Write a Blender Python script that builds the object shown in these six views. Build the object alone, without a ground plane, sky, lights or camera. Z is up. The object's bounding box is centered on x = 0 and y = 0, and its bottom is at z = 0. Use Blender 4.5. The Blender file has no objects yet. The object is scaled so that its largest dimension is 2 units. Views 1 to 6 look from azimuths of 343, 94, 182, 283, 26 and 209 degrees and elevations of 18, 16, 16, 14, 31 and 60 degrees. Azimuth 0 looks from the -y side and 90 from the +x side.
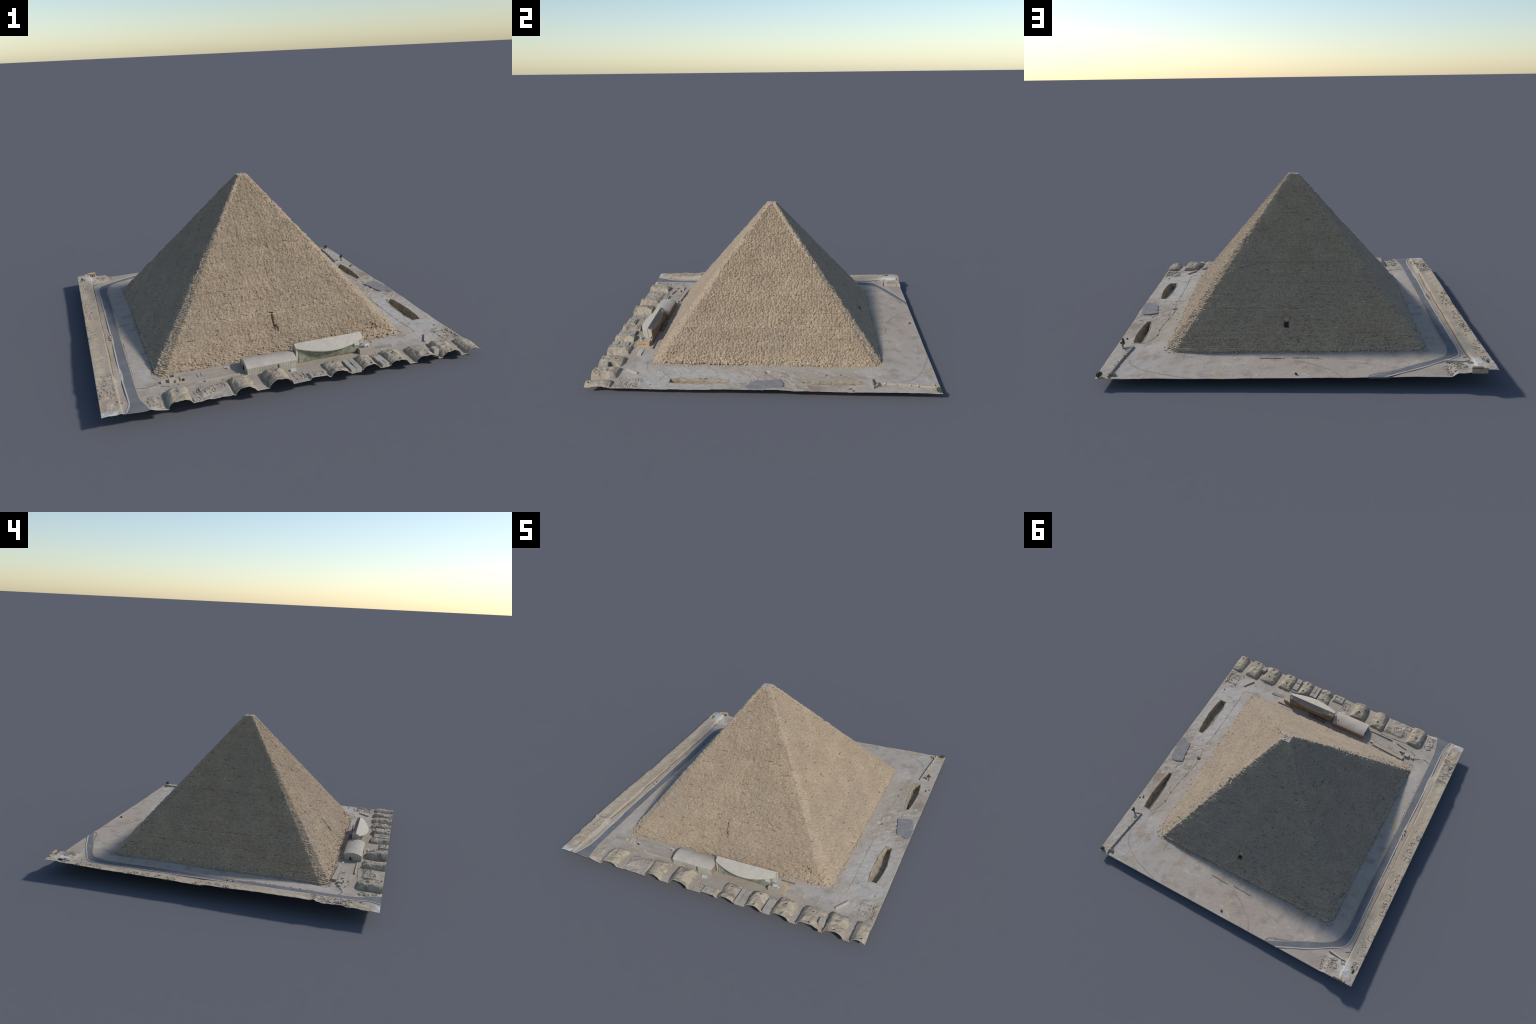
# A weathered stepped stone pyramid on a square patch of desert ground, with a
# road, two boat pits, rows of mastaba tombs, ruins and two museum halls.
import bpy, math, random
import numpy as np

RNG = np.random.default_rng(7)
random.seed(7)

# ------------------------------------------------------------------ helpers
def smooth(a, b, x):
    t = np.clip((np.asarray(x, float) - a) / (b - a), 0, 1)
    return t * t * (3 - 2 * t)

_TABLES = {}
def vnoise(x, y, scale, seed=0):
    """value noise in -1..1, feature size = scale (metres)"""
    if seed not in _TABLES:
        _TABLES[seed] = np.random.default_rng(1000 + seed).uniform(-1, 1, (256, 256))
    t = _TABLES[seed]
    x = np.asarray(x, float) / scale + 71.3
    y = np.asarray(y, float) / scale + 37.7
    ix = np.floor(x).astype(int); iy = np.floor(y).astype(int)
    fx = x - ix; fy = y - iy
    fx = fx * fx * (3 - 2 * fx); fy = fy * fy * (3 - 2 * fy)
    g = lambda a, b: t[a % 256, b % 256]
    return ((g(ix, iy) * (1 - fx) + g(ix + 1, iy) * fx) * (1 - fy)
            + (g(ix, iy + 1) * (1 - fx) + g(ix + 1, iy + 1) * fx) * fy)

def fbm(x, y, scale, octaves=4, seed=0):
    s = 0; a = 1.0; n = 0
    for o in range(octaves):
        s = s + a * vnoise(x, y, scale / 2 ** o, seed + o); n += a; a *= 0.55
    return s / n

def cells(x, y, cw, ch, seed):
    """irregular stone-like cells: returns a random value -1..1 per cell and the cell centre x"""
    t = np.random.default_rng(3000 + seed).uniform(0, 1, (128, 128, 3))
    x = np.asarray(x, float) / cw + 300; y = np.asarray(y, float) / ch + 300
    ix = np.floor(x).astype(int); iy = np.floor(y).astype(int)
    best = np.full(x.shape, 9.0); val = np.zeros(x.shape); cx = np.zeros(x.shape); cy = np.zeros(x.shape)
    for di in (-1, 0, 1):
        for dj in (-1, 0, 1):
            q = t[(ix + di) % 128, (iy + dj) % 128]
            px = ix + di + .1 + .8 * q[..., 0]; py = iy + dj + .1 + .8 * q[..., 1]
            d = (px - x) ** 2 + (py - y) ** 2
            m = d < best
            best = np.where(m, d, best); val = np.where(m, q[..., 2] * 2 - 1, val)
            cx = np.where(m, (px - 300) * cw, cx); cy = np.where(m, (py - 300) * ch, cy)
    return val, cx, cy

COL = bpy.context.scene.collection

def new_obj(name, verts, faces, mat, parent=None, shade=False):
    me = bpy.data.meshes.new(name)
    me.from_pydata([tuple(v) for v in verts], [], [tuple(f) for f in faces])
    return finish(name, me, mat, parent, shade)

def new_obj_np(name, verts, quads, mat, parent=None, shade=False):
    """fast path: all-quad mesh from numpy arrays"""
    verts = np.asarray(verts, np.float32); quads = np.asarray(quads, np.int32)
    me = bpy.data.meshes.new(name)
    me.vertices.add(len(verts)); me.vertices.foreach_set("co", verts.ravel())
    me.loops.add(quads.size); me.loops.foreach_set("vertex_index", quads.ravel())
    me.polygons.add(len(quads))
    me.polygons.foreach_set("loop_start", np.arange(0, quads.size, 4, dtype=np.int32))
    me.update(calc_edges=True); me.validate()
    return finish(name, me, mat, parent, shade)

def finish(name, me, mat, parent, shade):
    ob = bpy.data.objects.new(name, me)
    COL.objects.link(ob)
    me.materials.append(mat)
    me.polygons.foreach_set("use_smooth", [bool(shade)] * len(me.polygons))
    if parent is not None:
        ob.parent = parent
    return ob

BOX_F = [(0, 1, 2, 3), (7, 6, 5, 4), (0, 4, 5, 1), (1, 5, 6, 2), (2, 6, 7, 3), (3, 7, 4, 0)]
BOX_F = [tuple(reversed(f)) for f in BOX_F]
def box_verts(cx, cy, z0, z1, lx, ly, rot=0.0, jit=0.0):
    c, s = math.cos(rot), math.sin(rot); v = []
    for z in (z0, z1):
        for dx, dy in ((-1, -1), (1, -1), (1, 1), (-1, 1)):
            x = dx * lx / 2; y = dy * ly / 2
            p = [cx + c * x - s * y, cy + s * x + c * y, z]
            if jit:
                p = [q + random.uniform(-jit, jit) for q in p]
            v.append(p)
    return v

class Soup:
    """collects boxes and prisms of one part into one mesh"""
    def __init__(self): self.v = []; self.f = []
    def add(self, v, f):
        n = len(self.v); self.v += v; self.f += [tuple(i + n for i in q) for q in f]
    def box(self, *a, **k): self.add(box_verts(*a, **k), BOX_F)
    def obj(self, name, mat, parent, shade=False, bevel=0.0):
        ob = new_obj(name, self.v, self.f, mat, parent, shade)
        if bevel:
            apply_bevel(ob, bevel)
        return ob

def apply_bevel(ob, w, seg=1):
    m = ob.modifiers.new("bevel", 'BEVEL'); m.width = w; m.segments = seg
    m.limit_method = 'ANGLE'
    dg = bpy.context.evaluated_depsgraph_get()
    me = bpy.data.meshes.new_from_object(ob.evaluated_get(dg))
    ob.modifiers.clear(); ob.data = me

# ---------------------------------------------------------------- materials
def material(name, c0, c1, scale=30.0, rough=0.95, patch=None, grain=None, island=0.0, bump=0.0, streak=None,
             bump_scale=400.0):
    """two-tone noise material; patch = (colour, scale, low, high) adds larger blotches;
    grain darkens / lightens finely; island varies tone per separate block"""
    m = bpy.data.materials.new(name); m.use_nodes = True
    nt = m.node_tree; N = nt.nodes; Lk = nt.links
    bsdf = N["Principled BSDF"]
    bsdf.inputs["Roughness"].default_value = rough
    bsdf.inputs["Specular IOR Level"].default_value = 0.15
    tc = N.new("ShaderNodeTexCoord"); co = tc.outputs["Object"]
    def noise(sc, detail=4):
        n = N.new("ShaderNodeTexNoise"); n.inputs["Scale"].default_value = sc
        n.inputs["Detail"].default_value = detail; Lk.new(co, n.inputs["Vector"]); return n.outputs["Fac"]
    def ramp(sock, lo, hi):
        r = N.new("ShaderNodeMapRange"); r.inputs["From Min"].default_value = lo
        r.inputs["From Max"].default_value = hi; r.interpolation_type = 'SMOOTHSTEP'
        Lk.new(sock, r.inputs["Value"]); return r.outputs["Result"]
    def mix(a, b, fac, mode='MIX'):
        x = N.new("ShaderNodeMix"); x.data_type = 'RGBA'; x.blend_type = mode
        def put(i, val):
            if isinstance(val, (tuple, list)): x.inputs[i].default_value = (*val, 1)
            elif isinstance(val, (int, float)): x.inputs[i].default_value = val
            else: Lk.new(val, x.inputs[i])
        put(6, a); put(7, b); put(0, fac)
        return x.outputs[2]
    col = mix(c0, c1, ramp(noise(scale), 0.3, 0.7))
    if patch:
        for (pc, ps, lo, hi) in patch:
            col = mix(col, pc, ramp(noise(ps, 6), lo, hi))
    if streak:      # thin level streaks: joint shadows painted dark into the stone colour
        for (pc, sxy, sz, lo, hi) in streak:
            mp = N.new("ShaderNodeMapping"); mp.inputs["Scale"].default_value = (sxy, sxy, sz)
            Lk.new(co, mp.inputs["Vector"])
            n = N.new("ShaderNodeTexNoise"); n.inputs["Scale"].default_value = 1.0; n.inputs["Detail"].default_value = 3
            Lk.new(mp.outputs[0], n.inputs["Vector"]); col = mix(col, pc, ramp(n.outputs["Fac"], lo, hi))
    if island:
        g = N.new("ShaderNodeNewGeometry")
        r = N.new("ShaderNodeMapRange"); r.inputs["To Min"].default_value = 1 - island
        r.inputs["To Max"].default_value = 1 + island
        Lk.new(g.outputs["Random Per Island"], r.inputs["Value"])
        v = N.new("ShaderNodeVectorMath"); v.operation = 'SCALE'
        Lk.new(col, v.inputs[0]); Lk.new(r.outputs["Result"], v.inputs["Scale"]); col = v.outputs[0]
    if grain:
        sc, amt = grain
        r = N.new("ShaderNodeMapRange"); r.inputs["From Min"].default_value = 0.25
        r.inputs["From Max"].default_value = 0.75
        r.inputs["To Min"].default_value = 1 - amt; r.inputs["To Max"].default_value = 1 + amt
        Lk.new(noise(sc, 3), r.inputs["Value"])
        v = N.new("ShaderNodeVectorMath"); v.operation = 'SCALE'
        Lk.new(col, v.inputs[0]); Lk.new(r.outputs["Result"], v.inputs["Scale"]); col = v.outputs[0]
    Lk.new(col, bsdf.inputs["Base Color"])
    if bump:
        b = N.new("ShaderNodeBump"); b.inputs["Strength"].default_value = bump
        b.inputs["Distance"].default_value = 0.002
        Lk.new(noise(bump_scale, 3), b.inputs["Height"]); Lk.new(b.outputs["Normal"], bsdf.inputs["Normal"])
    return m, (N, Lk, tc, mix, ramp, noise, bsdf, col)

def simple(*a, **k): return material(*a, **k)[0]

LIMESTONE = simple("limestone_blocks", (0.46, 0.365, 0.265), (0.52, 0.42, 0.305), 9.0, island=0.09,
                   patch=[((0.46, 0.375, 0.285), 3.0, 0.45, 0.75), ((0.56, 0.465, 0.345), 60.0, 0.58, 0.78)],
                   streak=[((0.27, 0.205, 0.14), 42.0, 190.0, 0.58, 0.74), ((0.22, 0.165, 0.115), 16.0, 260.0, 0.64, 0.74)],
                   grain=(200, 0.14))
CORE = simple("pyramid_core_stone", (0.30, 0.235, 0.17), (0.36, 0.28, 0.20), 40.0)
SUMMIT = simple("summit_stone", (0.42, 0.345, 0.28), (0.50, 0.42, 0.345), 60.0, grain=(300, 0.12))
TOMB = simple("tomb_rubble", (0.35, 0.295, 0.22), (0.45, 0.38, 0.285), 26.0,
              patch=[((0.235, 0.205, 0.165), 16.0, 0.52, 0.72), ((0.49, 0.42, 0.315), 34.0, 0.60, 0.75)], grain=(180, 0.20), bump=0.9)
RUIN = simple("ruin_stone", (0.37, 0.315, 0.245), (0.44, 0.38, 0.30), 40.0, island=0.18, grain=(300, 0.15))
SLABSTONE = simple("grey_paving_slab", (0.35, 0.315, 0.265), (0.41, 0.375, 0.32), 40.0, island=0.08, grain=(250, 0.1))
ASPHALT = simple("asphalt", (0.155, 0.158, 0.165), (0.195, 0.195, 0.20), 12.0, grain=(160, 0.12), rough=0.9)
KERB = simple("pale_kerb", (0.55, 0.51, 0.46), (0.43, 0.385, 0.335), 8.0, grain=(200, 0.1))
SANDKERB = simple("sandy_kerb", (0.43, 0.38, 0.32), (0.36, 0.31, 0.25), 30.0, grain=(200, 0.15))
TERRACE = simple("terrace_paving", (0.38, 0.33, 0.27), (0.43, 0.375, 0.30), 14.0, grain=(200, 0.1))
HALLROOF = simple("hall_roof_sheet", (0.43, 0.375, 0.315), (0.49, 0.435, 0.37), 14.0, rough=0.7, grain=(70, 0.06))
HALLWALL = simple("hall_wall_panel", (0.40, 0.375, 0.305), (0.46, 0.43, 0.35), 40.0, grain=(160, 0.12))
BROWNWALL = simple("brown_wall", (0.27, 0.195, 0.135), (0.33, 0.24, 0.17), 30.0, grain=(160, 0.12))
BOATROOF = simple("museum_roof_sheet", (0.455, 0.41, 0.335), (0.515, 0.465, 0.385), 20.0, rough=0.7, grain=(90, 0.05))
BOATGLASS = simple("museum_side_panel", (0.17, 0.175, 0.125), (0.33, 0.33, 0.25), 45.0, rough=0.6, grain=(120, 0.2))
BOATEND = simple("museum_end_panel", (0.42, 0.40, 0.325), (0.48, 0.455, 0.37), 40.0, grain=(120, 0.08))
OCHRE = simple("ochre_plaster", (0.55, 0.33, 0.15), (0.50, 0.34, 0.19), 40.0, grain=(200, 0.1))
GATESTONE = simple("gate_stone", (0.47, 0.34, 0.22), (0.54, 0.41, 0.27), 40.0, grain=(200, 0.1))
DARK = simple("dark_opening", (0.035, 0.03, 0.027), (0.05, 0.043, 0.036), 60.0)
PITWALL = simple("boat_pit_rock", (0.30, 0.25, 0.18), (0.40, 0.335, 0.25), 30.0,
                 patch=[((0.15, 0.125, 0.09), 24.0, 0.55, 0.72)], grain=(150, 0.2))
GREYFLOOR = simple("basalt_floor", (0.225, 0.215, 0.215), (0.275, 0.262, 0.258), 24.0, grain=(150, 0.1))
FOLIAGE = simple("foliage", (0.05, 0.075, 0.04), (0.10, 0.115, 0.065), 90.0, grain=(300, 0.3))
BARK = simple("tree_bark", (0.13, 0.11, 0.075), (0.18, 0.15, 0.10), 90.0)
WHITE = simple("white_paint", (0.56, 0.545, 0.51), (0.48, 0.46, 0.43), 60.0)
TRACK = simple("dirt_track_soil", (0.33, 0.285, 0.235), (0.38, 0.33, 0.275), 20.0, grain=(150, 0.12))
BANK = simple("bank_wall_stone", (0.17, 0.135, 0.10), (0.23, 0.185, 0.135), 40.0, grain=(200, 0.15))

def ground_material():
    m, (N, Lk, tc, mix, ramp, noise, bsdf, col) = material(
        "desert_ground", (0.40, 0.345, 0.285), (0.46, 0.40, 0.335), 5.0,
        patch=[((0.35, 0.295, 0.24), 9.0, 0.55, 0.75)])
    def zone(x, y, rx, ry, lo=0.55, hi=1.25, warp=0.5):
        """soft elliptic zone around a place on the ground, edge broken by noise"""
        mp = N.new("ShaderNodeMapping"); mp.vector_type = 'POINT'
        mp.inputs["Location"].default_value = (-x / rx, -y / ry, 0)
        mp.inputs["Scale"].default_value = (1 / rx, 1 / ry, 0)
        Lk.new(tc.outputs["Object"], mp.inputs["Vector"])
        ln = N.new("ShaderNodeVectorMath"); ln.operation = 'LENGTH'; Lk.new(mp.outputs[0], ln.inputs[0])
        ad = N.new("ShaderNodeMath"); ad.operation = 'MULTIPLY_ADD'
        Lk.new(noise(9.0, 6), ad.inputs[0]); ad.inputs[1].default_value = warp * 2
        Lk.new(ln.outputs["Value"], ad.inputs[2])
        sb = N.new("ShaderNodeMath"); sb.operation = 'SUBTRACT'; Lk.new(ad.outputs[0], sb.inputs[0])
        sb.inputs[1].default_value = warp
        r = N.new("ShaderNodeMapRange"); r.interpolation_type = 'SMOOTHSTEP'
        r.inputs["From Min"].default_value = lo; r.inputs["From Max"].default_value = hi
        r.inputs["To Min"].default_value = 1; r.inputs["To Max"].default_value = 0
        Lk.new(sb.outputs[0], r.inputs["Value"]); return r.outputs["Result"]
    GREY = (0.43, 0.385, 0.335)
    zones = [((0.47, 0.435, 0.39), 0.85, -0.42, 0.14, 0.34), (GREY, 0.72, -0.74, 0.22, 0.10),
             (GREY, 0.80, 0.80, 0.20, 0.22), ((0.435, 0.385, 0.33), 0.45, 0.88, 0.40, 0.14),
             (GREY, -0.745, -0.45, 0.06, 0.55), (GREY, -0.745, 0.30, 0.06, 0.50),
             ((0.43, 0.36, 0.305), 0.0, 0.90, 0.45, 0.09), ((0.41, 0.345, 0.29), -0.62, 0.96, 0.18, 0.06),
             ((0.43, 0.355, 0.265), -0.95, 0.0, 0.09, 0.9), ((0.45, 0.355, 0.25), -0.93, -0.88, 0.06, 0.07),
             ((0.52, 0.50, 0.46), -0.90, 0.92, 0.05, 0.06), ((0.55, 0.53, 0.49), -0.96, -0.99, 0.05, 0.03),
             ((0.32, 0.245, 0.185), 0.955, 0.30, 0.045, 0.06), ((0.38, 0.315, 0.265), 0.805, 0.74, 0.035, 0.07),
             ((0.36, 0.305, 0.24), 0.82, 0.45, 0.025, 0.16), ((0.44, 0.385, 0.32), 0.94, 0.82, 0.05, 0.15),
             ((0.385, 0.33, 0.265), -0.10, -0.86, 0.75, 0.09)]
    for c, x, y, rx, ry in zones:
        col = mix(col, c, zone(x, y, rx, ry))
    # thin cracks in the rock pavement, broken up by noise
    wp = N.new("ShaderNodeVectorMath"); wp.operation = 'MULTIPLY_ADD'
    nz = N.new("ShaderNodeTexNoise"); nz.inputs["Scale"].default_value = 14.0; nz.inputs["Detail"].default_value = 4
    Lk.new(tc.outputs["Object"], nz.inputs["Vector"]); Lk.new(nz.outputs["Color"], wp.inputs[0])
    wp.inputs[1].default_value = (.09, .09, .09); Lk.new(tc.outputs["Object"], wp.inputs[2])
    vo = N.new("ShaderNodeTexVoronoi"); vo.feature = 'DISTANCE_TO_EDGE'; vo.inputs["Scale"].default_value = 9.0
    Lk.new(wp.outputs[0], vo.inputs["Vector"])
    cr = N.new("ShaderNodeMath"); cr.operation = 'MULTIPLY'
    ln = N.new("ShaderNodeMapRange"); ln.inputs["From Min"].default_value = .006; ln.inputs["From Max"].default_value = .022
    ln.inputs["To Min"].default_value = 1; ln.inputs["To Max"].default_value = 0
    Lk.new(vo.outputs["Distance"], ln.inputs["Value"])
    Lk.new(ln.outputs["Result"], cr.inputs[0]); Lk.new(ramp(noise(7.0, 4), .54, .68), cr.inputs[1])
    col = mix(col, (0.27, 0.225, 0.18), cr.outputs[0])
    # pale dusty veins and dark pebbly specks
    col = mix(col, (0.325, 0.27, 0.21), ramp(noise(14.0, 9), 0.50, 0.74))
    col = mix(col, (0.44, 0.36, 0.27), ramp(noise(5.5, 7), 0.54, 0.74))
    col = mix(col, (0.52, 0.485, 0.43), ramp(noise(28.0, 8), 0.58, 0.78))
    col = mix(col, (0.24, 0.20, 0.155), ramp(noise(85.0, 6), 0.63, 0.75))
    sc = N.new("ShaderNodeVectorMath"); sc.operation = 'SCALE'
    r = N.new("ShaderNodeMapRange"); r.inputs["From Min"].default_value = 0.25
    r.inputs["From Max"].default_value = 0.75; r.inputs["To Min"].default_value = 0.90
    r.inputs["To Max"].default_value = 1.10; Lk.new(noise(170, 4), r.inputs["Value"])
    Lk.new(col, sc.inputs[0]); Lk.new(r.outputs["Result"], sc.inputs["Scale"])
    Lk.new(sc.outputs[0], bsdf.inputs["Base Color"])
    b = N.new("ShaderNodeBump"); b.inputs["Strength"].default_value = 0.35
    b.inputs["Distance"].default_value = 0.002
    Lk.new(noise(260, 4), b.inputs["Height"]); Lk.new(b.outputs["Normal"], bsdf.inputs["Normal"])
    return m
GROUND = ground_material()

# -------------------------------------------------------------- terrain form
XE, YE = 0.986, 1.0
# spot heights (x, y, z) of the plain east of the western bank
SPOTS = np.array([
    (-.87, -1, .081), (-.775, -1, .079), (-.70, -1, .057), (-.57, -1, .067), (-.46, -1, .063), (-.36, -1, .062),
    (-.23, -1, .063), (-.07, -1, .060), (.01, -1, .061), (.12, -1, .057), (.30, -1, .060), (.39, -1, .050),
    (.45, -1, .053), (.58, -1, .038), (.74, -1, .034), (.88, -1, .028), (.986, -1, .029),
    (-.70, -.85, .061), (-.5, -.84, .062), (-.3, -.85, .066), (0, -.86, .058), (.2, -.87, .056), (.4, -.85, .053),
    (.66, -.84, .042), (.9, -.84, .036), (.986, -.73, .039), (.986, -.6, .036), (.986, -.44, .039),
    (.986, -.15, .046), (.986, .04, .049), (.986, .23, .044), (.986, .45, .045), (.986, .93, .048),
    (.86, -.52, .038), (.87, -.19, .042), (.88, .24, .045), (.88, .56, .047), (.767, .026, .047),
    (.69, -.67, .050), (.68, .69, .056), (-.69, .68, .062), (-.67, -.67, .057), (0, -.69, .054), (.69, 0, .050),
    (0, .69, .056), (-.69, 0, .060), (.9, 1, .046), (.47, 1, .047), (.1, 1, .050), (-.22, 1, .053),
    (-.37, 1, .055), (-.74, 1, .058), (-.86, -.6, .073), (-.855, -.16, .069), (-.86, .3, .066), (-.85, .74, .064),
    (-.80, .72, .064), (-.80, .3, .063), (-.80, -.16, .064), (-.80, -.6, .066), (-.797, -.72, .064),
    (-.75, .86, .066), (-.5, .8, .058), (.0, .8, .053), (.5, .85, .050), (-.893, .84, .076), (.88, .8, .049)])
WEST = np.array([(y, z) for y, z in ((-1.0, .089), (-.86, .091), (-.80, .096), (-.71, .092), (-.64, .100), (-.5, .103),
    (-.3, .100), (-.07, .094), (.07, .088), (.25, .092), (.45, .093), (.60, .092), (.75, .096), (.86, .098), (1.0, .101))])

def plain(x, y):
    x = np.asarray(x, float); y = np.asarray(y, float)
    num = 0; den = 0
    for px, py, pz in SPOTS:
        w = 1.0 / ((x - px) ** 2 + (y - py) ** 2 + 0.0022) ** 2
        num = num + w * pz; den = den + w
    return num / den

PITS = [  # boat pits: (y south, y north, stations of (t, west x, east x))
    (-.530, -.187, [(0, .862, .909), (.2, .852, .919), (.45, .851, .924), (.7, .854, .917), (.9, .864, .909), (1, .871, .903)]),
    (.236, .564, [(0, .875, .900), (.2, .866, .907), (.45, .857, .914), (.7, .855, .915), (.9, .856, .907), (1, .857, .901)]),
]
def pit_sides(p, y):
    y0, y1, st = p
    t = (np.asarray(y, float) - y0) / (y1 - y0)
    ts = [s[0] for s in st]
    return np.interp(t, ts, [s[1] for s in st]), np.interp(t, ts, [s[2] for s in st]), t

ROAD_E = [(-.772, -1.0), (-.790, -.93), (-.802, -.86), (-.806, -.71), (-.807, -.5), (-.809, -.23), (-.808, .06), (-.805, .4),
          (-.808, .58), (-.808, .66), (-.797, .728), (-.765, .785), (-.70, .83), (-.60, .876), (-.47, .945), (-.355, 1.0)]
ROAD_W = [(-.873, -1.0), (-.852, -.93), (-.849, -.86), (-.852, -.71), (-.855, -.5), (-.853, -.23), (-.853, .06), (-.855, .4),
          (-.856, .58), (-.858, .68), (-.850, .755), (-.822, .797), (-.74, .845), (-.64, .905), (-.53, .955), (-.435, 1.0)]

# mastaba tombs along the south edge: x west, x east, y north, crown z, seed, shafts (x, y)
TOMBS = [
    (.899, .986, -.850, .054, 1, [(.957, -.979)]),
    (.749, .870, -.848, .066, 2, [(.811, -.980)]),
    (.600, .736, -.855, .067, 3, [(.667, -.982), (.666, -.906)]),
    (.449, .567, -.856, .075, 4, [(.507, -.983), (.506, -.908)]),
    (.293, .396, -.868, .083, 5, [(.345, -.983), (.350, -.90)]),
    (.120, .229, -.868, .080, 6, [(.17, -.90)]),
    (-.202, -.072, -.862, .099, 7, [(-.141, -.914)]),
    (-.370, -.252, -.852, .093, 8, [(-.307, -.905)]),
    (-.688, -.564, -.849, .094, 9, [(-.628, -.911)]),
]

def shape_ground(x, y):
    """finished ground height: plain + bank + plaza + low mounds + fine relief"""
    x = np.asarray(x, float); y = np.asarray(y, float)
    z = plain(x, y)
    wz = np.interp(y, WEST[:, 0], WEST[:, 1])
    edge = -.893 + .004 * vnoise(y, x * 0, .08, 5)
    f = smooth(edge + .004, edge - .006, x)
    # the terrace rises towards its outer edge
    wz = wz - .003 - .008 * smooth(-.985, -.93, x) * smooth(-.66, -.58, y) * smooth(.88, .8, y)
    z = z * (1 - f) + wz * f
    # rough rock rib crossing the western terrace in the south
    z += .007 * np.exp(-((y + .635 + .02 * vnoise(x, y, .05, 8)) / .012) ** 2) * smooth(-.80, -.87, x) * smooth(-.87, -.91, x)
    # raised plaza in the north-west corner
    pl = smooth(-.757, -.80, x) * smooth(.86, .90, y)
    z = z + pl * np.maximum(.079 - z, 0)
    # trench west of the south-western tomb and broad low mastaba
    z += .009 * smooth(-.53, -.51, x) * smooth(-.365, -.385, x) * smooth(-.862, -.88, y) * (1 - .5 * smooth(-.9, -1, y))
    z += .012 * smooth(.012, .024, x) * smooth(.115, .10, x) * smooth(-.935, -.943, y)
    # square shaft east of the pyramid
    z -= .020 * smooth(.013, .010, abs(x - .767)) * smooth(.012, .009, abs(y - .026))
    # rocky ledges: terraced noise on the eastern quarry ground and along the north
    rough = np.clip(np.exp(-((x - .86) / .10) ** 2 - ((y - .06) / .17) ** 2) + .35 * smooth(.72, .76, x)
                    + .8 * np.exp(-((x - .92) / .06) ** 2 - ((y + .76) / .07) ** 2)
                    + .9 * smooth(-.86, -.93, x) * smooth(-.60, -.68, y)
                    + .55 * smooth(-.90, -.94, x)
                    + .8 * smooth(-.69, -.73, x) * smooth(-.85, -.88, y) * smooth(-.80, -.77, x)
                    + .9 * smooth(-.37, -.40, x) * smooth(-.54, -.50, x) * smooth(-.85, -.88, y)
                    + .7 * smooth(-.77, -.80, x) * smooth(.87, .9, y), 0, 1)
    n = fbm(x, y, .035, 4, 20)
    ledge = np.round(n * 5) / 5 * .75 + n * .25
    z += .0065 * rough * ledge
    n2 = fbm(x * .8 + .4, y, .09, 5, 25)
    z += .0028 * (np.round(n2 * 6) / 6 - n2) * (1 - smooth(-.79, -.80, x) * smooth(-.885, -.87, x))
    z += .0016 * fbm(x, y, .12, 4, 30) + .0005 * fbm(x, y, .02, 3, 40)
    # faint wind drifts in the northern sand
    z += .0010 * smooth(.72, .8, y) * np.abs(fbm(x * .6, y * 1.5, .05, 3, 50))
    return z

ROOT = bpy.data.objects.new("pyramid_site", None)
COL.objects.link(ROOT)
ROOT["label"] = "weathered stepped stone pyramid on a square of desert with tombs"
ROOT["category"] = "pyramid"

# ground sheet -----------------------------------------------------------
def build_ground():
    nx, ny = 600, 610
    xs = np.linspace(-XE, XE, nx + 1); ys = np.linspace(-YE, YE, ny + 1)
    X, Y = np.meshgrid(xs, ys)
    # keep the road bed smooth
    Zv = shape_ground(X, Y)
    near = (X < -.30) & ((X < -.755) | (Y > .72))
    xy = np.stack([X[near], Y[near]], -1); C = (RE + RW) / 2; hw = np.linalg.norm(RE - RW, axis=1) / 2
    dmin = np.full(len(xy), 9.0)
    for c, w_ in zip(C, hw): dmin = np.minimum(dmin, np.linalg.norm(xy - c, axis=1) - w_)
    Zv[near] -= .0035 * smooth(-.002, -.008, dmin)
    top = np.stack([X, Y, Zv], -1).reshape(-1, 3)
    i = np.arange(nx); j = np.arange(ny)
    I, J = np.meshgrid(i, j)
    a = J * (nx + 1) + I
    cx = (xs[:-1] + xs[1:])[I] / 2; cy = (ys[:-1] + ys[1:])[J] / 2
    keep = ~((abs(cx) < .60) & (abs(cy) < .60))
    for p in PITS:
        w, e, t = pit_sides(p, cy)
        keep &= ~((t > 0) & (t < 1) & (cx > w) & (cx < e))
    for x0, x1, yn, zt, sd, sh in TOMBS:
        keep &= ~((cx > x0 + .004) & (cx < x1 - (.004 if x1 < .98 else -.01)) & (cy < yn - .004))
    # rim of the small square shaft stays in the sheet
    q = np.stack([a, a + 1, a + nx + 2, a + nx + 1], -1)[keep]
    nv = len(top)
    used = np.unique(q); remap = -np.ones(nv, int); remap[used] = np.arange(len(used))
    q = remap[q]; v = top[used]
    # the sheet has a small thickness so that its cut edges are closed
    T = .0014
    low = v.copy(); low[:, 2] -= T
    n = len(v)
    qb = q[:, ::-1] + n
    e = np.concatenate([q[:, [0, 1]], q[:, [1, 2]], q[:, [2, 3]], q[:, [3, 0]]])
    key = e[:, 0].astype(np.int64) * n + e[:, 1]; rev = e[:, 1].astype(np.int64) * n + e[:, 0]
    border = e[~np.isin(key, rev)]
    side = np.stack([border[:, 1], border[:, 0], border[:, 0] + n, border[:, 1] + n], -1)
    ob = new_obj_np("desert_ground", np.concatenate([v, low]), np.concatenate([q, qb, side]), GROUND, ROOT, True)
    return ob

def gz(x, y): return float(shape_ground(np.array([x]), np.array([y]))[0])

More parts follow.
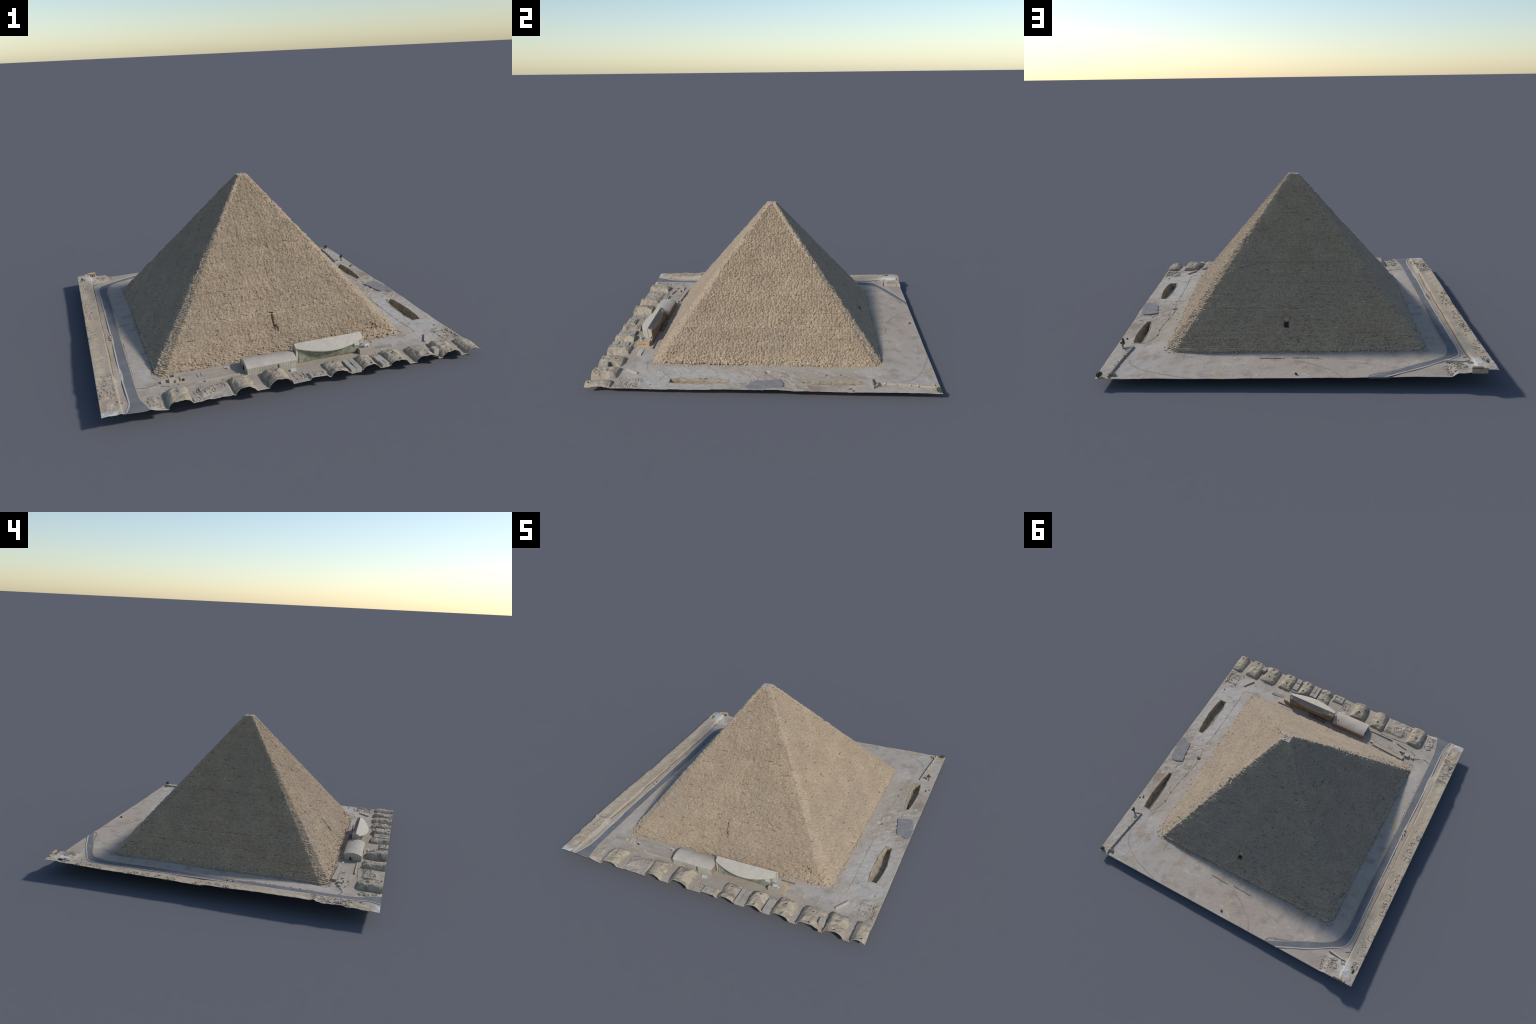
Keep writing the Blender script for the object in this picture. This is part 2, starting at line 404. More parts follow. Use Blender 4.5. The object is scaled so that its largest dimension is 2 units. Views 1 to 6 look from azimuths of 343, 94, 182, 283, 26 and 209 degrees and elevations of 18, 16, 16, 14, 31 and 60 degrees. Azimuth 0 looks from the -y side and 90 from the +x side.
# boat pits ---------------------------------------------------------------
def build_pit(p, seed):
    y0, y1, st = p
    n = 64
    ys = np.linspace(y0, y1, n)
    w, e, t = pit_sides(p, ys)
    loop = [(w[k], ys[k]) for k in range(n)]
    loop += [(w[-1] + (e[-1] - w[-1]) * k / 8, y1) for k in range(1, 8)]
    loop += [(e[k], ys[k]) for k in range(n - 1, -1, -1)]
    loop += [(e[0] + (w[0] - e[0]) * k / 8, y0) for k in range(1, 8)]
    loop = np.array(loop); m = len(loop)
    c = np.stack([np.interp(loop[:, 1], ys, (w + e) / 2), np.clip(loop[:, 1], y0 + .012, y1 - .012)], -1)
    d = c - loop; d /= np.linalg.norm(d, axis=1)[:, None] + 1e-9
    zr = shape_ground(loop[:, 0], loop[:, 1])
    prof = [(-.005, .0), (-.004, .0014), (.0005, .0018), (.002, -.002), (.004, -.010), (.0065, -.013),
            (.0075, -.024), (.0095, -.034), (.012, None)]
    rings = []
    for k, (ins, dz) in enumerate(prof):
        arc = np.arange(m)
        wob = .0016 * vnoise(loop[:, 0] * 3, loop[:, 1], .02, seed + k) * (k > 1)
        xy = loop + d * (ins + wob)[:, None] if np.ndim(wob) else loop + d * ins
        z = np.full(m, .0002) if dz is None else np.maximum(zr + dz + .3 * wob, .0008)
        rings.append(np.stack([xy[:, 0], xy[:, 1], z], -1))
    V = np.concatenate(rings); F = []
    for k in range(len(prof) - 1):
        for i in range(m):
            j = (i + 1) % m
            F.append((k * m + i, k * m + j, (k + 1) * m + j, (k + 1) * m + i))
    V = [tuple(v) for v in V]
    k = len(prof) - 1
    # floor as strips between west and east sides
    base = k * m
    F = [tuple(reversed(f)) for f in F]
    F.append(tuple(base + i for i in range(m))[::-1])
    ob = new_obj("boat_pit", V, F, PITWALL, ROOT)
    bpy.context.view_layer.update()
    return ob
for i, p in enumerate(PITS): build_pit(p, 60 + i * 10)
# the lowest point of the whole thing is the floor of the pits

# road ---------------------------------------------------------------------
def catmull(pts, n=14):
    P = [np.array(p, float) for p in pts]
    P = [2 * P[0] - P[1]] + P + [2 * P[-1] - P[-2]]
    out = []
    for i in range(1, len(P) - 2):
        for k in range(n):
            t = k / n
            a, b, c, d = P[i - 1], P[i], P[i + 1], P[i + 2]
            out.append(.5 * (2 * b + (c - a) * t + (2 * a - 5 * b + 4 * c - d) * t * t + (3 * b - a - 3 * c + d) * t ** 3))
    out.append(P[-2]); return np.array(out)

def strip(name, A, B, mat, parent, lift=.001, cross=5, skirt=.004, level=False):
    """solid ribbon between two border curves laid on the ground"""
    n = len(A); V = []; 
    S = np.linspace(0, 1, cross)
    for s in S:
        xy = A * (1 - s) + B * s
        z = shape_ground(xy[:, 0], xy[:, 1])
        V.append(np.stack([xy[:, 0], xy[:, 1], z], -1))
    V = np.stack(V, 1)                       # n, cross, 3
    if level:
        ker = np.ones(25) / 25
        for c in range(cross):
            V[:, c, 2] = np.convolve(np.pad(V[:, c, 2], 12, mode='edge'), ker, 'valid')
        V[:, :, 2] = np.maximum(V[:, :, 2], .5 * V[:, :, 2] + .5 * V[:, :, 2].mean(1, keepdims=True))
    V[:, :, 2] += lift
    L0 = V[:, :1].copy(); L0[:, :, 2] -= skirt; L1 = V[:, -1:].copy(); L1[:, :, 2] -= skirt
    V = np.concatenate([L0, V, L1], 1); c = V.shape[1]
    F = [(i * c + k, i * c + k + 1, (i + 1) * c + k + 1, (i + 1) * c + k) for i in range(n - 1) for k in range(c - 1)]
    F += [tuple(range(c)), tuple(reversed(range((n - 1) * c, n * c)))]
    d = np.cross(V[1, 1] - V[0, 1], V[0, 2] - V[0, 1])[2]
    if d > 0: F = [tuple(reversed(f)) for f in F]
    F = [tuple(reversed(f)) for f in F]
    return new_obj(name, V.reshape(-1, 3), F, mat, parent, False)

RE = catmull(ROAD_E); RW = catmull(ROAD_W)
road = strip("road", RE, RW, ASPHALT, ROOT, lift=.0012, cross=7, level=True)
def offset(C, d):
    t = np.gradient(C, axis=0); t /= np.linalg.norm(t, axis=1)[:, None]
    return C + np.stack([t[:, 1], -t[:, 0]], -1) * d
def clip_y(A): A = A.copy(); A[:, 1] = np.clip(A[:, 1], -YE, YE); return A
strip("kerb", clip_y(offset(RW, .0005)), clip_y(offset(RW, -.0065)), KERB, road, lift=.0034, cross=3, level=True)
strip("kerb", clip_y(offset(RE, .0035)), clip_y(offset(RE, -.0005)), SANDKERB, road, lift=.0020, cross=3, level=True)

ground_ob = build_ground()

# bank wall along the western terrace
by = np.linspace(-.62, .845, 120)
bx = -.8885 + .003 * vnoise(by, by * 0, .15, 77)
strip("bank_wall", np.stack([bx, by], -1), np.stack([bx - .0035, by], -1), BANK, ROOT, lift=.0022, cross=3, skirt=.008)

# soft paths and vehicle tracks
def path(name, pts, width, mat, lift=.0009):
    C = catmull(pts, 10)
    w = width * (1 + .35 * vnoise(C[:, 0], C[:, 1], .03, 91))[:, None]
    t = np.gradient(C, axis=0); t /= np.linalg.norm(t, axis=1)[:, None]; nn = np.stack([t[:, 1], -t[:, 0]], -1)
    return strip(name, clip_y(C + nn * w / 2), clip_y(C - nn * w / 2), mat, ROOT, lift=lift, cross=4, skirt=.003)
path("footpath", [(.005, .80), (-.06, .832), (-.118, .865), (-.178, .912), (-.212, .957), (-.23, 1.0)], .010, TRACK)
path("vehicle_track", [(.868, .79), (.845, .845), (.79, .893), (.72, .93), (.62, .965), (.50, 1.0)], .007, TRACK)

# ------------------------------------------------------------------ pyramid
ZB, ZT = .050, .908
HB, HT = .711, .031
RB = .684            # half width measured at the worn corner ridges, foot level
FOOT = .692          # the lowest courses stand upright at this half width
CB, CT = np.array([-.003, .008]), np.array([.008, .013])
def half(z): return np.minimum(HB + (HT - HB) * (np.asarray(z, float) - ZB) / (ZT - ZB), FOOT)
def ridge(z): return RB + (HT - .001 - RB) * (np.asarray(z, float) - ZB) / (ZT - ZB)
def centre(z):
    f = (np.asarray(z, float) - ZB) / (ZT - ZB)
    return CB[0] + (CT[0] - CB[0]) * f, CB[1] + (CT[1] - CB[1]) * f

def course_heights():
    """tall courses at the foot, thinning upward, with a few taller ones between"""
    z = ZB; out = []; k = 0
    while z < ZT:
        h = .0046 + .0048 * math.exp(-k / 5.0) + .0014 * math.exp(-abs(k - 18) / 2.0)
        h += .0034 * math.exp(-max(k - 34, 0) / 4.0) * (k >= 34) + .0018 * math.exp(-max(k - 44, 0) / 2.5) * (k >= 44)
        for q in (60, 67, 80, 90, 104, 120, 140, 155): h += .0016 * math.exp(-max(k - q, 0) / 2.0) * (k >= q)
        h -= .0008 * smooth(80, 170, k)
        h = max(h, .0036)
        out.append((z, z + h)); z += h; k += 1
    return out
COURSES = course_heights()
SETBACK = {14, 21, 35, 36, 46, 58, 76, 77, 101, 127}   # courses that leave a deeper line
SIDES = {  # outward direction and along-face direction
    'south': ((0, -1), (1, 0)), 'east': ((1, 0), (0, 1)), 'north': ((0, 1), (-1, 0)), 'west': ((-1, 0), (0, -1))}
# worn cavities: side, along, z, half width, half height, depth
CAVITIES = [
    ('south', -.024, .206, .007, .040, .016), ('south', -.030, .245, .018, .004, .007), ('south', -.016, .176, .010, .016, .014),
    ('south', .036, .546, .012, .008, .009), ('south', -.265, .350, .011, .009, .007), ('south', -.090, .344, .016, .006, .007),
    ('south', -.174, .330, .010, .006, .006), ('south', -.030, .345, .010, .004, .006), ('south', -.32, .355, .014, .003, .005),
    ('south', .512, .117, .035, .010, .010), ('south', .57, .080, .10, .026, .009), ('east', -.62, .085, .06, .024, .007), ('south', .545, .105, .012, .014, .009),
    ('south', -.55, .085, .05, .010, .008), ('south', -.46, .075, .04, .010, .008), ('south', .02, .70, .02, .010, .005),
    ('south', .0, .44, .006, .05, .004), ('south', .17, .30, .02, .004, .004), ('south', .2, .35, .015, .003, .004),
    ('east', .04, .395, .03, .005, .005), ('east', .085, .39, .006, .008, .006), ('east', -.54, .095, .03, .018, .008),
    ('east', -.30, .085, .05, .008, .006), ('east', .15, .08, .06, .008, .006), ('east', .45, .085, .05, .010, .006),
    ('east', .283, .568, .012, .012, .014), ('north', -.275, .57, .010, .012, .014),
    ('east', .45, .335, .035, .015, .007), ('north', -.42, .335, .03, .016, .007),
    ('north', .30, .10, .06, .012, .007), ('north', -.33, .10, .025, .018, .009), ('north', -.55, .095, .07, .020, .009),
    ('north', -.43, .10, .03, .014, .008), ('north', .57, .10, .09, .026, .008), ('north', .45, .095, .05, .012, .007),
    ('north', -.02, .115, .008, .008, .010), ('north', .015, .105, .007, .010, .010), ('north', .09, .125, .03, .006, .006),
    ('west', -.55, .10, .09, .018, .008), ('west', -.30, .09, .06, .010, .006), ('west', .55, .095, .08, .018, .008),
    ('west', .2, .085, .06, .008, .006), ('west', .38, .09, .05, .012, .006),
]
# undercut below each block edge, sized per face to set its shadow lines and brightness
LIP = {'south': .0022, 'east': .0022, 'north': .0010, 'west': .0018}
# how much more (+) or less (-) each ridge is worn, at the two ends of a face
CORNER = {'south': (0, .006), 'east': (.006, 0), 'north': (0, -.007), 'west': (-.007, 0)}
ENTRANCE = ('north', -.047, .200)   # face, along, z (x = +.047)

def build_face(side, parent, seed):
    lumpy = .0026 if side == 'east' else .0006           # the eastern face is the most broken up
    rng = np.random.default_rng(seed)
    (ox, oy), (ax, ay) = SIDES[side]
    VV = []
    nrow = len(COURSES)
    for k, (z0, z1) in enumerate(COURSES):
        h = float(half(z1)); hc = z1 - z0
        cx, cy = centre(z1)
        low = math.exp(-k / 7.0)
        bw = .0062 + .9 * max(hc - .0046, 0)
        n = max(4, int(2 * h / bw))
        w = rng.uniform(.55, 1.45, n); w = np.cumsum(w) / w.sum()
        dl0 = max(h - float(ridge((z0 + z1) / 2)), .002)
        b = np.concatenate([[0], w]) * 2 * (h - dl0) - (h - dl0)
        s0, s1 = b[:-1], b[1:]; sm = (s0 + s1) / 2
        zm = (z0 + z1) / 2
        # weathering: clumps of a few blocks stand in or out and are rounded like pebbles,
        # over broad soft undulation
        u = sm + 3.1 * seed
        zz_ = sm * 0 + zm
        c1, ccx, ccy = cells(u, zz_, .017 - .5 * lumpy, .0105, 400 + seed)
        c2, _, _ = cells(u, zz_, .055, .020, 410 + seed)
        amp = .0017 + .65 * lumpy + .0022 * low
        near = smooth(min(.040, .25 * h), .0, ridge(zm) - np.abs(sm))
        pro = (amp + .0035 * near) * c1 + .0015 * c2
        pillow = lambda q: -(.0008 + 1.1 * lumpy) * (np.clip(np.abs(q - ccx + 3.1 * seed) / .008, 0, 1.3) ** 2 + np.clip(np.abs(zm - ccy) / .006, 0, 1.3) ** 2)
        soft = lambda q: .0028 * fbm(q - 1.7 * seed, q * 0 + zm, .12, 3, 120 + seed) + .0012 * vnoise(q, q * 0 + zm * 1.2, .02, 125 + seed)
        pro += rng.normal(0, .0002 + .0009 * low, n)
        gone = rng.random(n) < .003 + .07 * low
        pro -= gone * rng.uniform(.002, .0045, n)
        out = rng.random(n) < .004 + .05 * low
        pro += out * rng.uniform(.001, .003, n)
        # a whole course stands back or forward a little
        pro += rng.normal(0, .0004)
        # slightly hollow face centre
        pro -= .0015 * (1 - np.abs(sm) / h)
        # crumbled ridges: the corner is cut back to the worn line, raggedly
        dl = max(h - float(ridge(zm)), .002)
        dl = dl + CORNER[side][0] * (sm < 0) * h + CORNER[side][1] * (sm > 0) * h
        pro -= near * .0025
        edge_cut = lambda q: np.maximum(np.abs(q) - (h - 2 * dl), 0) - soft(q) - pillow(q)
        for (sd, cs, cz, cw, ch, cd) in CAVITIES:
            if sd == side and abs(zm - cz) < ch * 1.25:
                r = np.maximum(np.abs(sm - cs) / cw, abs(zm - cz) / ch) + .18 * rng.uniform(-1, 1, n)
                pro -= cd * smooth(1.15, .75, r)
        if side == ENTRANCE[0]:
            inside = ((sm - ENTRANCE[1]) / .0235) ** 2 + ((zm - .2125) / .026) ** 2 < 1
            inside |= (np.abs(sm - ENTRANCE[1]) < .013) & (abs(zm - .176) < .016)
            pro = np.where(inside, -.017, pro)
        # ends reach past the corner by this course's own jitter
        d = h + pro
        cut_of = {0: edge_cut(s0), 1: edge_cut(s1)}      # blocks on the ridge are worn aslant
        back = np.full(n, min(.022, h)) 
        zt = z1 + rng.normal(0, .0003, n); zb = np.full(n, z0 - .0008)
        gap = .00004
        S0 = s0 + gap; S1 = s1 - gap
        # corner blocks are clipped ragged
        S0[0] += rng.uniform(-.003, .003); S1[-1] -= rng.uniform(-.003, .003)
        jit = lambda: rng.normal(0, .00045, n)
        lip = LIP[side] + rng.uniform(-.0005, .0006, n) + (.0022 * smooth(-.1, .4, fbm(sm + seed, sm * 0 + k, .25, 2, 130)) if k in SETBACK else 0)      # foot set back so the upper edge draws a dark course line
        pts = []
        for (S, zz) in ((S0, zb), (S1, zb), (S1, zt), (S0, zt)):
            s = S; dd = d - cut_of[0 if S is S0 else 1] + (.5 * jit() - lip if zz is zb else .5 * jit()); z = zz + (.4 * jit() if zz is zt else 0)
            pts.append(np.stack([cx + ax * s + ox * dd, cy + ay * s + oy * dd, z], -1))
        for (S, zz) in ((S0, zb), (S1, zb), (S1, zt), (S0, zt)):
            dd = d - back - cut_of[0 if S is S0 else 1]
            pts.append(np.stack([cx + ax * S + ox * dd, cy + ay * S + oy * dd, zz], -1))
        VV.append(np.stack(pts, 1))          # n, 8, 3
    V = np.concatenate(VV)
    nb = len(V)
    f = np.array([(0, 1, 2, 3), (3, 2, 6, 7), (1, 5, 6, 2), (4, 0, 3, 7), (4, 5, 1, 0)])
    Q = (np.arange(nb)[:, None, None] * 8 + f[None]).reshape(-1, 4)
    ob = new_obj_np("stone_courses", V.reshape(-1, 3), Q, LIMESTONE, parent)
    ob["kind"] = "stuff"
    return ob

def frustum(name, zs, inset, mat, parent):
    V = []
    for z in zs:
        h = float(half(z)) - inset; cx, cy = centre(z)
        V += [(cx - h, cy - h, z), (cx + h, cy - h, z), (cx + h, cy + h, z), (cx - h, cy + h, z)]
    F = [(3, 2, 1, 0)]
    for k in range(len(zs) - 1):
        for i in range(4):
            j = (i + 1) % 4; F.append((k * 4 + i, k * 4 + j, k * 4 + 4 + j, k * 4 + 4 + i))
    n = len(V); F.append((n - 4, n - 3, n - 2, n - 1))
    return new_obj(name, V, F, mat, parent)
pyramid = frustum("pyramid", [ZB - .003, .866], .0275, CORE, ROOT)
for i, side in enumerate(SIDES): build_face(side, pyramid, 11 + i)

# flat summit with a few leftover stones
su = Soup()
cx, cy = centre(ZT); ht = float(half(ZT))
zt_last = COURSES[-1][1]
su.box(cx, cy, zt_last - .012, zt_last + .0008, 2 * ht - .004, 2 * ht - .004)
for k in range(16):
    a, b = random.uniform(-.022, .022), random.uniform(-.022, .022)
    s = random.uniform(.004, .009)
    su.box(cx + a, cy + b, zt_last - .001, zt_last + random.uniform(.0012, .004), s, s * random.uniform(.6, 1.2), random.uniform(-.2, .2), .0004)
su.obj("summit_platform", SUMMIT, pyramid)
dk = Soup()
for a, b, s in ((.004, -.006, .005), (-.007, .004, .004), (.010, .008, .004)):
    dk.box(cx + a, cy + b, zt_last, zt_last + .0022, s * 1.6, s, .4, .0003)
dk.obj("summit_dark_block", BANK, pyramid)

# northern entrance: relieving gable above a dark doorway
def on_face(side, s, z, d):
    (ox, oy), (ax, ay) = SIDES[side]; h = float(half(z)) + d; c = centre(z)
    return np.array([c[0] + ax * s + ox * h, c[1] + ay * s + oy * h, z])
ent = Soup()
V = []; m = 18
for depth in (-.024, -.0115):
    for i in range(m):
        a = 2 * math.pi * i / m
        s = ENTRANCE[1] + .0225 * math.cos(a) * (1 + .06 * math.sin(3 * a)); z = .2125 + .0255 * math.sin(a)
        V.append(on_face('north', s, z, depth + .0012 * math.sin(5 * a)))
F = [tuple(range(m, 2 * m))] + [(i, (i + 1) % m, m + (i + 1) % m, m + i) for i in range(m)]
ent.add([tuple(v) for v in V], F)
ent.obj("entrance_gable", simple("entrance_stone", (0.46, 0.32, 0.19), (0.54, 0.38, 0.23), 50.0, grain=(200, .12)), pyramid)
g2 = Soup()
for sgn in (-1, 1):     # two pairs of leaning chevron beams
    for lay, (zz, dd) in enumerate(((.212, -.0105), (.204, -.0112))):
        p0 = on_face('north', ENTRANCE[1], zz + .012, dd); p1 = on_face('north', ENTRANCE[1] + sgn * .017, zz - .004, dd)
        up = np.array([0, -.0018, .0045]); fw = np.array([0, .003, 0])
        vs = [p0 - fw, p1 - fw, p1 + fw, p0 + fw]; vs += [v + up for v in vs]
        g2.add([tuple(v) for v in vs], BOX_F)
g2.obj("chevron_beam", simple("chevron_stone", (0.42, 0.31, 0.20), (0.47, 0.35, 0.23), 50.0), pyramid)
dd = Soup(); p = on_face('north', ENTRANCE[1], .166, -.012)
dd.box(p[0], p[1] - .006, .162, .189, .019, .012)
dd.obj("entrance_doorway", DARK, pyramid)

# fallen rubble round the foot
rub = Soup()
for k in range(900):
    side = random.choice(list(SIDES)); s = random.uniform(-.69, .69)
    d = abs(random.gauss(0, .008)) + .002
    if side == 'west': d *= .8
    p = on_face(side, s, ZB, d); r = random.uniform(.0018, .0055)
    z = gz(p[0], p[1])
    rub.box(p[0], p[1], z - .002, z + r * random.uniform(.5, 1.1), r * random.uniform(.8, 1.6), r, random.uniform(0, 3), .0005)
ob = rub.obj("foot_rubble", LIMESTONE, pyramid); ob["kind"] = "stuff"

# -------------------------------------------------------------------- tombs
def build_tomb(x0, x1, yn, zt, seed, shafts):
    cell = .0019
    nx = int((x1 - x0) / cell); ny = int((yn + YE) / cell)
    xs = np.linspace(x0, x1, nx + 1); ys = np.linspace(-YE, yn, ny + 1)
    X, Y = np.meshgrid(xs, ys)
    g = shape_ground(X, Y) - .0015
    # eastern-most tomb is cut by the sheet border
    u = (X - x0) / (x1 - x0)
    if x1 > .98: u = (X - x0) / (x1 + .018 - x0)
    we = u * (x1 - x0); ee = (1 - u) * (x1 - x0)         # metres from the west and east side
    n0 = fbm(X, Y, .035, 3, 200 + seed)
    we = we + .007 * n0 * smooth(0, .012, we); ee = ee + .010 * n0 * smooth(0, .012, ee)
    edge = np.minimum(we, ee)
    # steep retaining wall in the west, rubble slope in the east, rounded crown
    wall = smooth(.002, .009, we) * smooth(0, .018, ee)
    gully = np.abs(fbm(X * .45, Y * 1.6, .022, 3, 230 + seed))
    roll = smooth(.0, .034, we) ** .8 * smooth(0, .048, ee) ** .8
    nd = yn - Y + .006 * fbm(X, Y, .03, 2, 205 + seed) * smooth(0, .01, yn - Y)
    nend = smooth(0, .008, nd)
    prof = (.42 * wall + .58 * roll) * nend * (.70 + .30 * smooth(0, .035, nd))
    sag = 1 + .30 * fbm(X, Y, .060, 3, 210 + seed)
    H = (zt - np.minimum(g, zt - .008)) * np.clip(sag, .55, 1.12)
    inside = smooth(0, .010, edge) * nend
    rub = fbm(X, Y, .016, 4, 220 + seed)
    Zt = g + H * prof + inside * (.0028 * fbm(X, Y, .030, 3, 225 + seed) + .0026 * (np.round(rub * 4) / 4 * .6 + rub * .4)
                                  - .0045 * gully * (1 - .6 * roll))
    mouths = []
    for sx, sy in shafts:
        mouths.append((sx, sy, float(Zt[np.argmin(abs(ys - sy)), np.argmin(abs(xs - sx))])))
        r = np.maximum(np.abs(X - sx) / .0058, np.abs(Y - sy) / .0048)
        Zt -= .013 * smooth(1.25, .85, r)
        Zt += .0012 * np.exp(-((r - 1.5) / .35) ** 2)
    v = np.stack([X, Y, Zt], -1).reshape(-1, 3)
    I, J = np.meshgrid(np.arange(nx), np.arange(ny)); a0 = J * (nx + 1) + I
    q = np.stack([a0, a0 + 1, a0 + nx + 2, a0 + nx + 1], -1).reshape(-1, 4)
    n = len(v); low = v.copy(); low[:, 2] = np.maximum(low[:, 2] - .0025, .001)
    e = np.concatenate([q[:, [0, 1]], q[:, [1, 2]], q[:, [2, 3]], q[:, [3, 0]]])
    key = e[:, 0] * n + e[:, 1]; rev = e[:, 1] * n + e[:, 0]
    bd = e[~np.isin(key, rev)]
    sd = np.stack([bd[:, 1], bd[:, 0], bd[:, 0] + n, bd[:, 1] + n], -1)
    ob = new_obj_np("mastaba_tomb", np.concatenate([v, low]), np.concatenate([q, q[:, ::-1] + n, sd]), TOMB, ROOT, True)
    s = Soup()
    for sx, sy, z in mouths:
        s.box(sx, sy, z - .016, z - .0045, .0096, .0080)  # solid dark box set just below the shaft mouth
    s.obj("burial_shaft", DARK, ob)
    return ob
tomb_objs = [build_tomb(*t) for t in TOMBS]
# tombs roofed with flat slabs
def slabs(x0, x1, y0, y1, z0, z1, nx, ny, zb):
    s = Soup()
    for i in range(nx):
        for j in range(ny):
            xa = x0 + (x1 - x0) * i / nx; xb = x0 + (x1 - x0) * (i + 1) / nx
            ya = y0 + (y1 - y0) * j / ny; yb = y0 + (y1 - y0) * (j + 1) / ny
            f = (xa + xb - 2 * x0) / 2 / (x1 - x0)
            zt = z0 + (z1 - z0) * f + random.uniform(-.0012, .0012)
            s.box((xa + xb) / 2, (ya + yb) / 2, zb, zt, xb - xa - .0012, yb - ya - .0012, random.uniform(-.01, .01), .0003)
    return s
slabs(.231, .289, -1.0, -.890, .069, .075, 2, 3, .048).obj("slab_tomb", SLABSTONE, ROOT, bevel=.0005)
slabs(.402, .446, -.955, -.893, .061, .064, 1, 3, .046).obj("slab_tomb", SLABSTONE, ROOT, bevel=.0005)
slabs(.404, .443, -1.0, -.958, .067, .068, 2, 1, .046).obj("slab_tomb", SLABSTONE, ROOT, bevel=.0005)
s = Soup()
for i in range(6): s.box(.400 + .0085 * i, -.876, .044, .058, .0055, .016, 0, .0005)
s.obj("slab_row", SLABSTONE, ROOT)
# block standing on the tombs
s = Soup(); s.box(.735, -.952, .030, .074, .030, .036, .05); s.obj("guard_hut", SLABSTONE, ROOT, bevel=.0008)

# ------------------------------------------------------------ museum halls
def prism(profile, x0, x1, name, mat, parent, y_at=None, shade=False):
    """sweep a (y, z) profile along x"""
    n = len(profile); V = [(x0, y, z) for y, z in profile] + [(x1, y, z) for y, z in profile]
    F = [(i, (i + 1) % n, n + (i + 1) % n, n + i) for i in range(n)] + [tuple(reversed(range(n))), tuple(range(n, 2 * n))]
    ob = new_obj(name, V, F, mat, parent, shade)
    return ob

HX0, HX1, HY0, HY1 = -.263, .003, -.843, -.725
hall = prism([(HY0 + .002, .045), (HY1 - .002, .045), (HY1 - .002, .102), (HY0 + .002, .102)], HX0 + .003, HX1 - .003, "vaulted_hall", HALLWALL, ROOT)
arc = [(HY0 + (HY1 - HY0) * t, .0995 + .0185 * (1 - (2 * t - 1) ** 2) ** .8) for t in np.linspace(0, 1, 25)]
prism(arc + [(HY1, .096), (HY0, .096)][::1], HX0, HX1, "vault_roof", HALLROOF, hall)
# roof ribs
rb = Soup()
for k in range(19):
    x = HX0 + .004 + (HX1 - HX0 - .008) * k / 18
    n = len(arc); pr = [(y, z + .0003) for y, z in arc] + [(y, z - .002) for y, z in reversed(arc)]
    m = len(pr); V = [(x - .0022, y, z) for y, z in pr] + [(x + .0022, y, z) for y, z in pr]
    F = [(i, i + 1, m + i + 1, m + i) for i in range(m - 1)] + [tuple(reversed(range(m))), tuple(range(m, 2 * m))]
    rb.add(V, F)
rb.obj("roof_rib", HALLROOF, hall)
w = Soup()
for k in range(30):
    x = HX0 + .007 + (HX1 - HX0 - .014) * k / 29
    w.box(x, HY0 + .0018, .048, .0965, .0062, .0012)
w.obj("wall_panel", HALLWALL, hall)
w = Soup(); w.box((HX0 + HX1) / 2, HY1 - .001, .045, .0975, HX1 - HX0 - .001, .004); w.obj("rear_wall", BROWNWALL, hall)
w = Soup(); w.box(HX0 + .0022, -.770, .055, .088, .004, .009); w.box((HX0 + .002), -.782, .055, .084, .0034, .003)
w.box(-.095, HY0 - .0004, .05, .092, .005, .002); w.obj("hall_door", DARK, hall)
w = Soup(); w.box(-.03, -.760, .108, .121, .006, .006, .3); w.obj("roof_vent", BROWNWALL, hall)
w = Soup(); w.box(HX1 - .0022, -.784, .05, .096, .004, .110); w.obj("end_wall", BROWNWALL, hall)

# boat-shaped museum: straight ridge, bulging southern eave
def boat_section(x):
    t = (x - .014) / (.392 - .014)
    bul = math.sin(math.pi * min(max(t, 0), 1)) ** .8
    ridge = (-.775, .1555 - .001 * t)
    s_e = (-.801 - .049 * bul ** 1.1, .141 - .007 * t - .019 * bul)
    n_e = (-.752 + .008 * bul, .143 - .002 * t - .024 * bul)
    return ridge, s_e, n_e
bx = np.linspace(.014, .392, 29)
V = []; F = []
for x in bx:
    r, s, n = boat_section(x); th = .004
    V += [(x, s[0], s[1]), (x, r[0], r[1]), (x, n[0], n[1]), (x, n[0], n[1] - th), (x, r[0], r[1] - th * 1.4), (x, s[0], s[1] - th)]
for i in range(len(bx) - 1):
    for k in range(6):
        F.append((i * 6 + k, (i + 1) * 6 + k, (i + 1) * 6 + (k + 1) % 6, i * 6 + (k + 1) % 6))
F += [(0, 1, 2, 3, 4, 5), tuple(reversed([(len(bx) - 1) * 6 + k for k in range(6)]))]
F = [tuple(reversed(f)) for f in F]
boat = Soup(); boat.box(.215, -.773, .044, .084, .385, .052)
boat = boat.obj("boat_museum", TERRACE, ROOT)
new_obj("museum_roof", V, F, BOATROOF, boat)
# northern slope is sheathed in grey boards
V = []; F = []
for x in bx:
    r, s, n = boat_section(x)
    for f in np.linspace(.02, .97, 12):
        for k in (0, 1):
            V.append((x, r[0] + (n[0] - r[0]) * f, r[1] + (n[1] - r[1]) * f + .0007 + .0006 * k))
m = 24
for i in range(len(bx) - 1):
    for k in range(m - 1): F.append((i * m + k, (i + 1) * m + k, (i + 1) * m + k + 1, i * m + k + 1))
F = [tuple(reversed(f)) for f in F]
new_obj("roof_boarding", V, F, simple("grey_boarding", (0.33, 0.30, 0.27), (0.40, 0.37, 0.335), 40.0, grain=(120, .15)), boat)
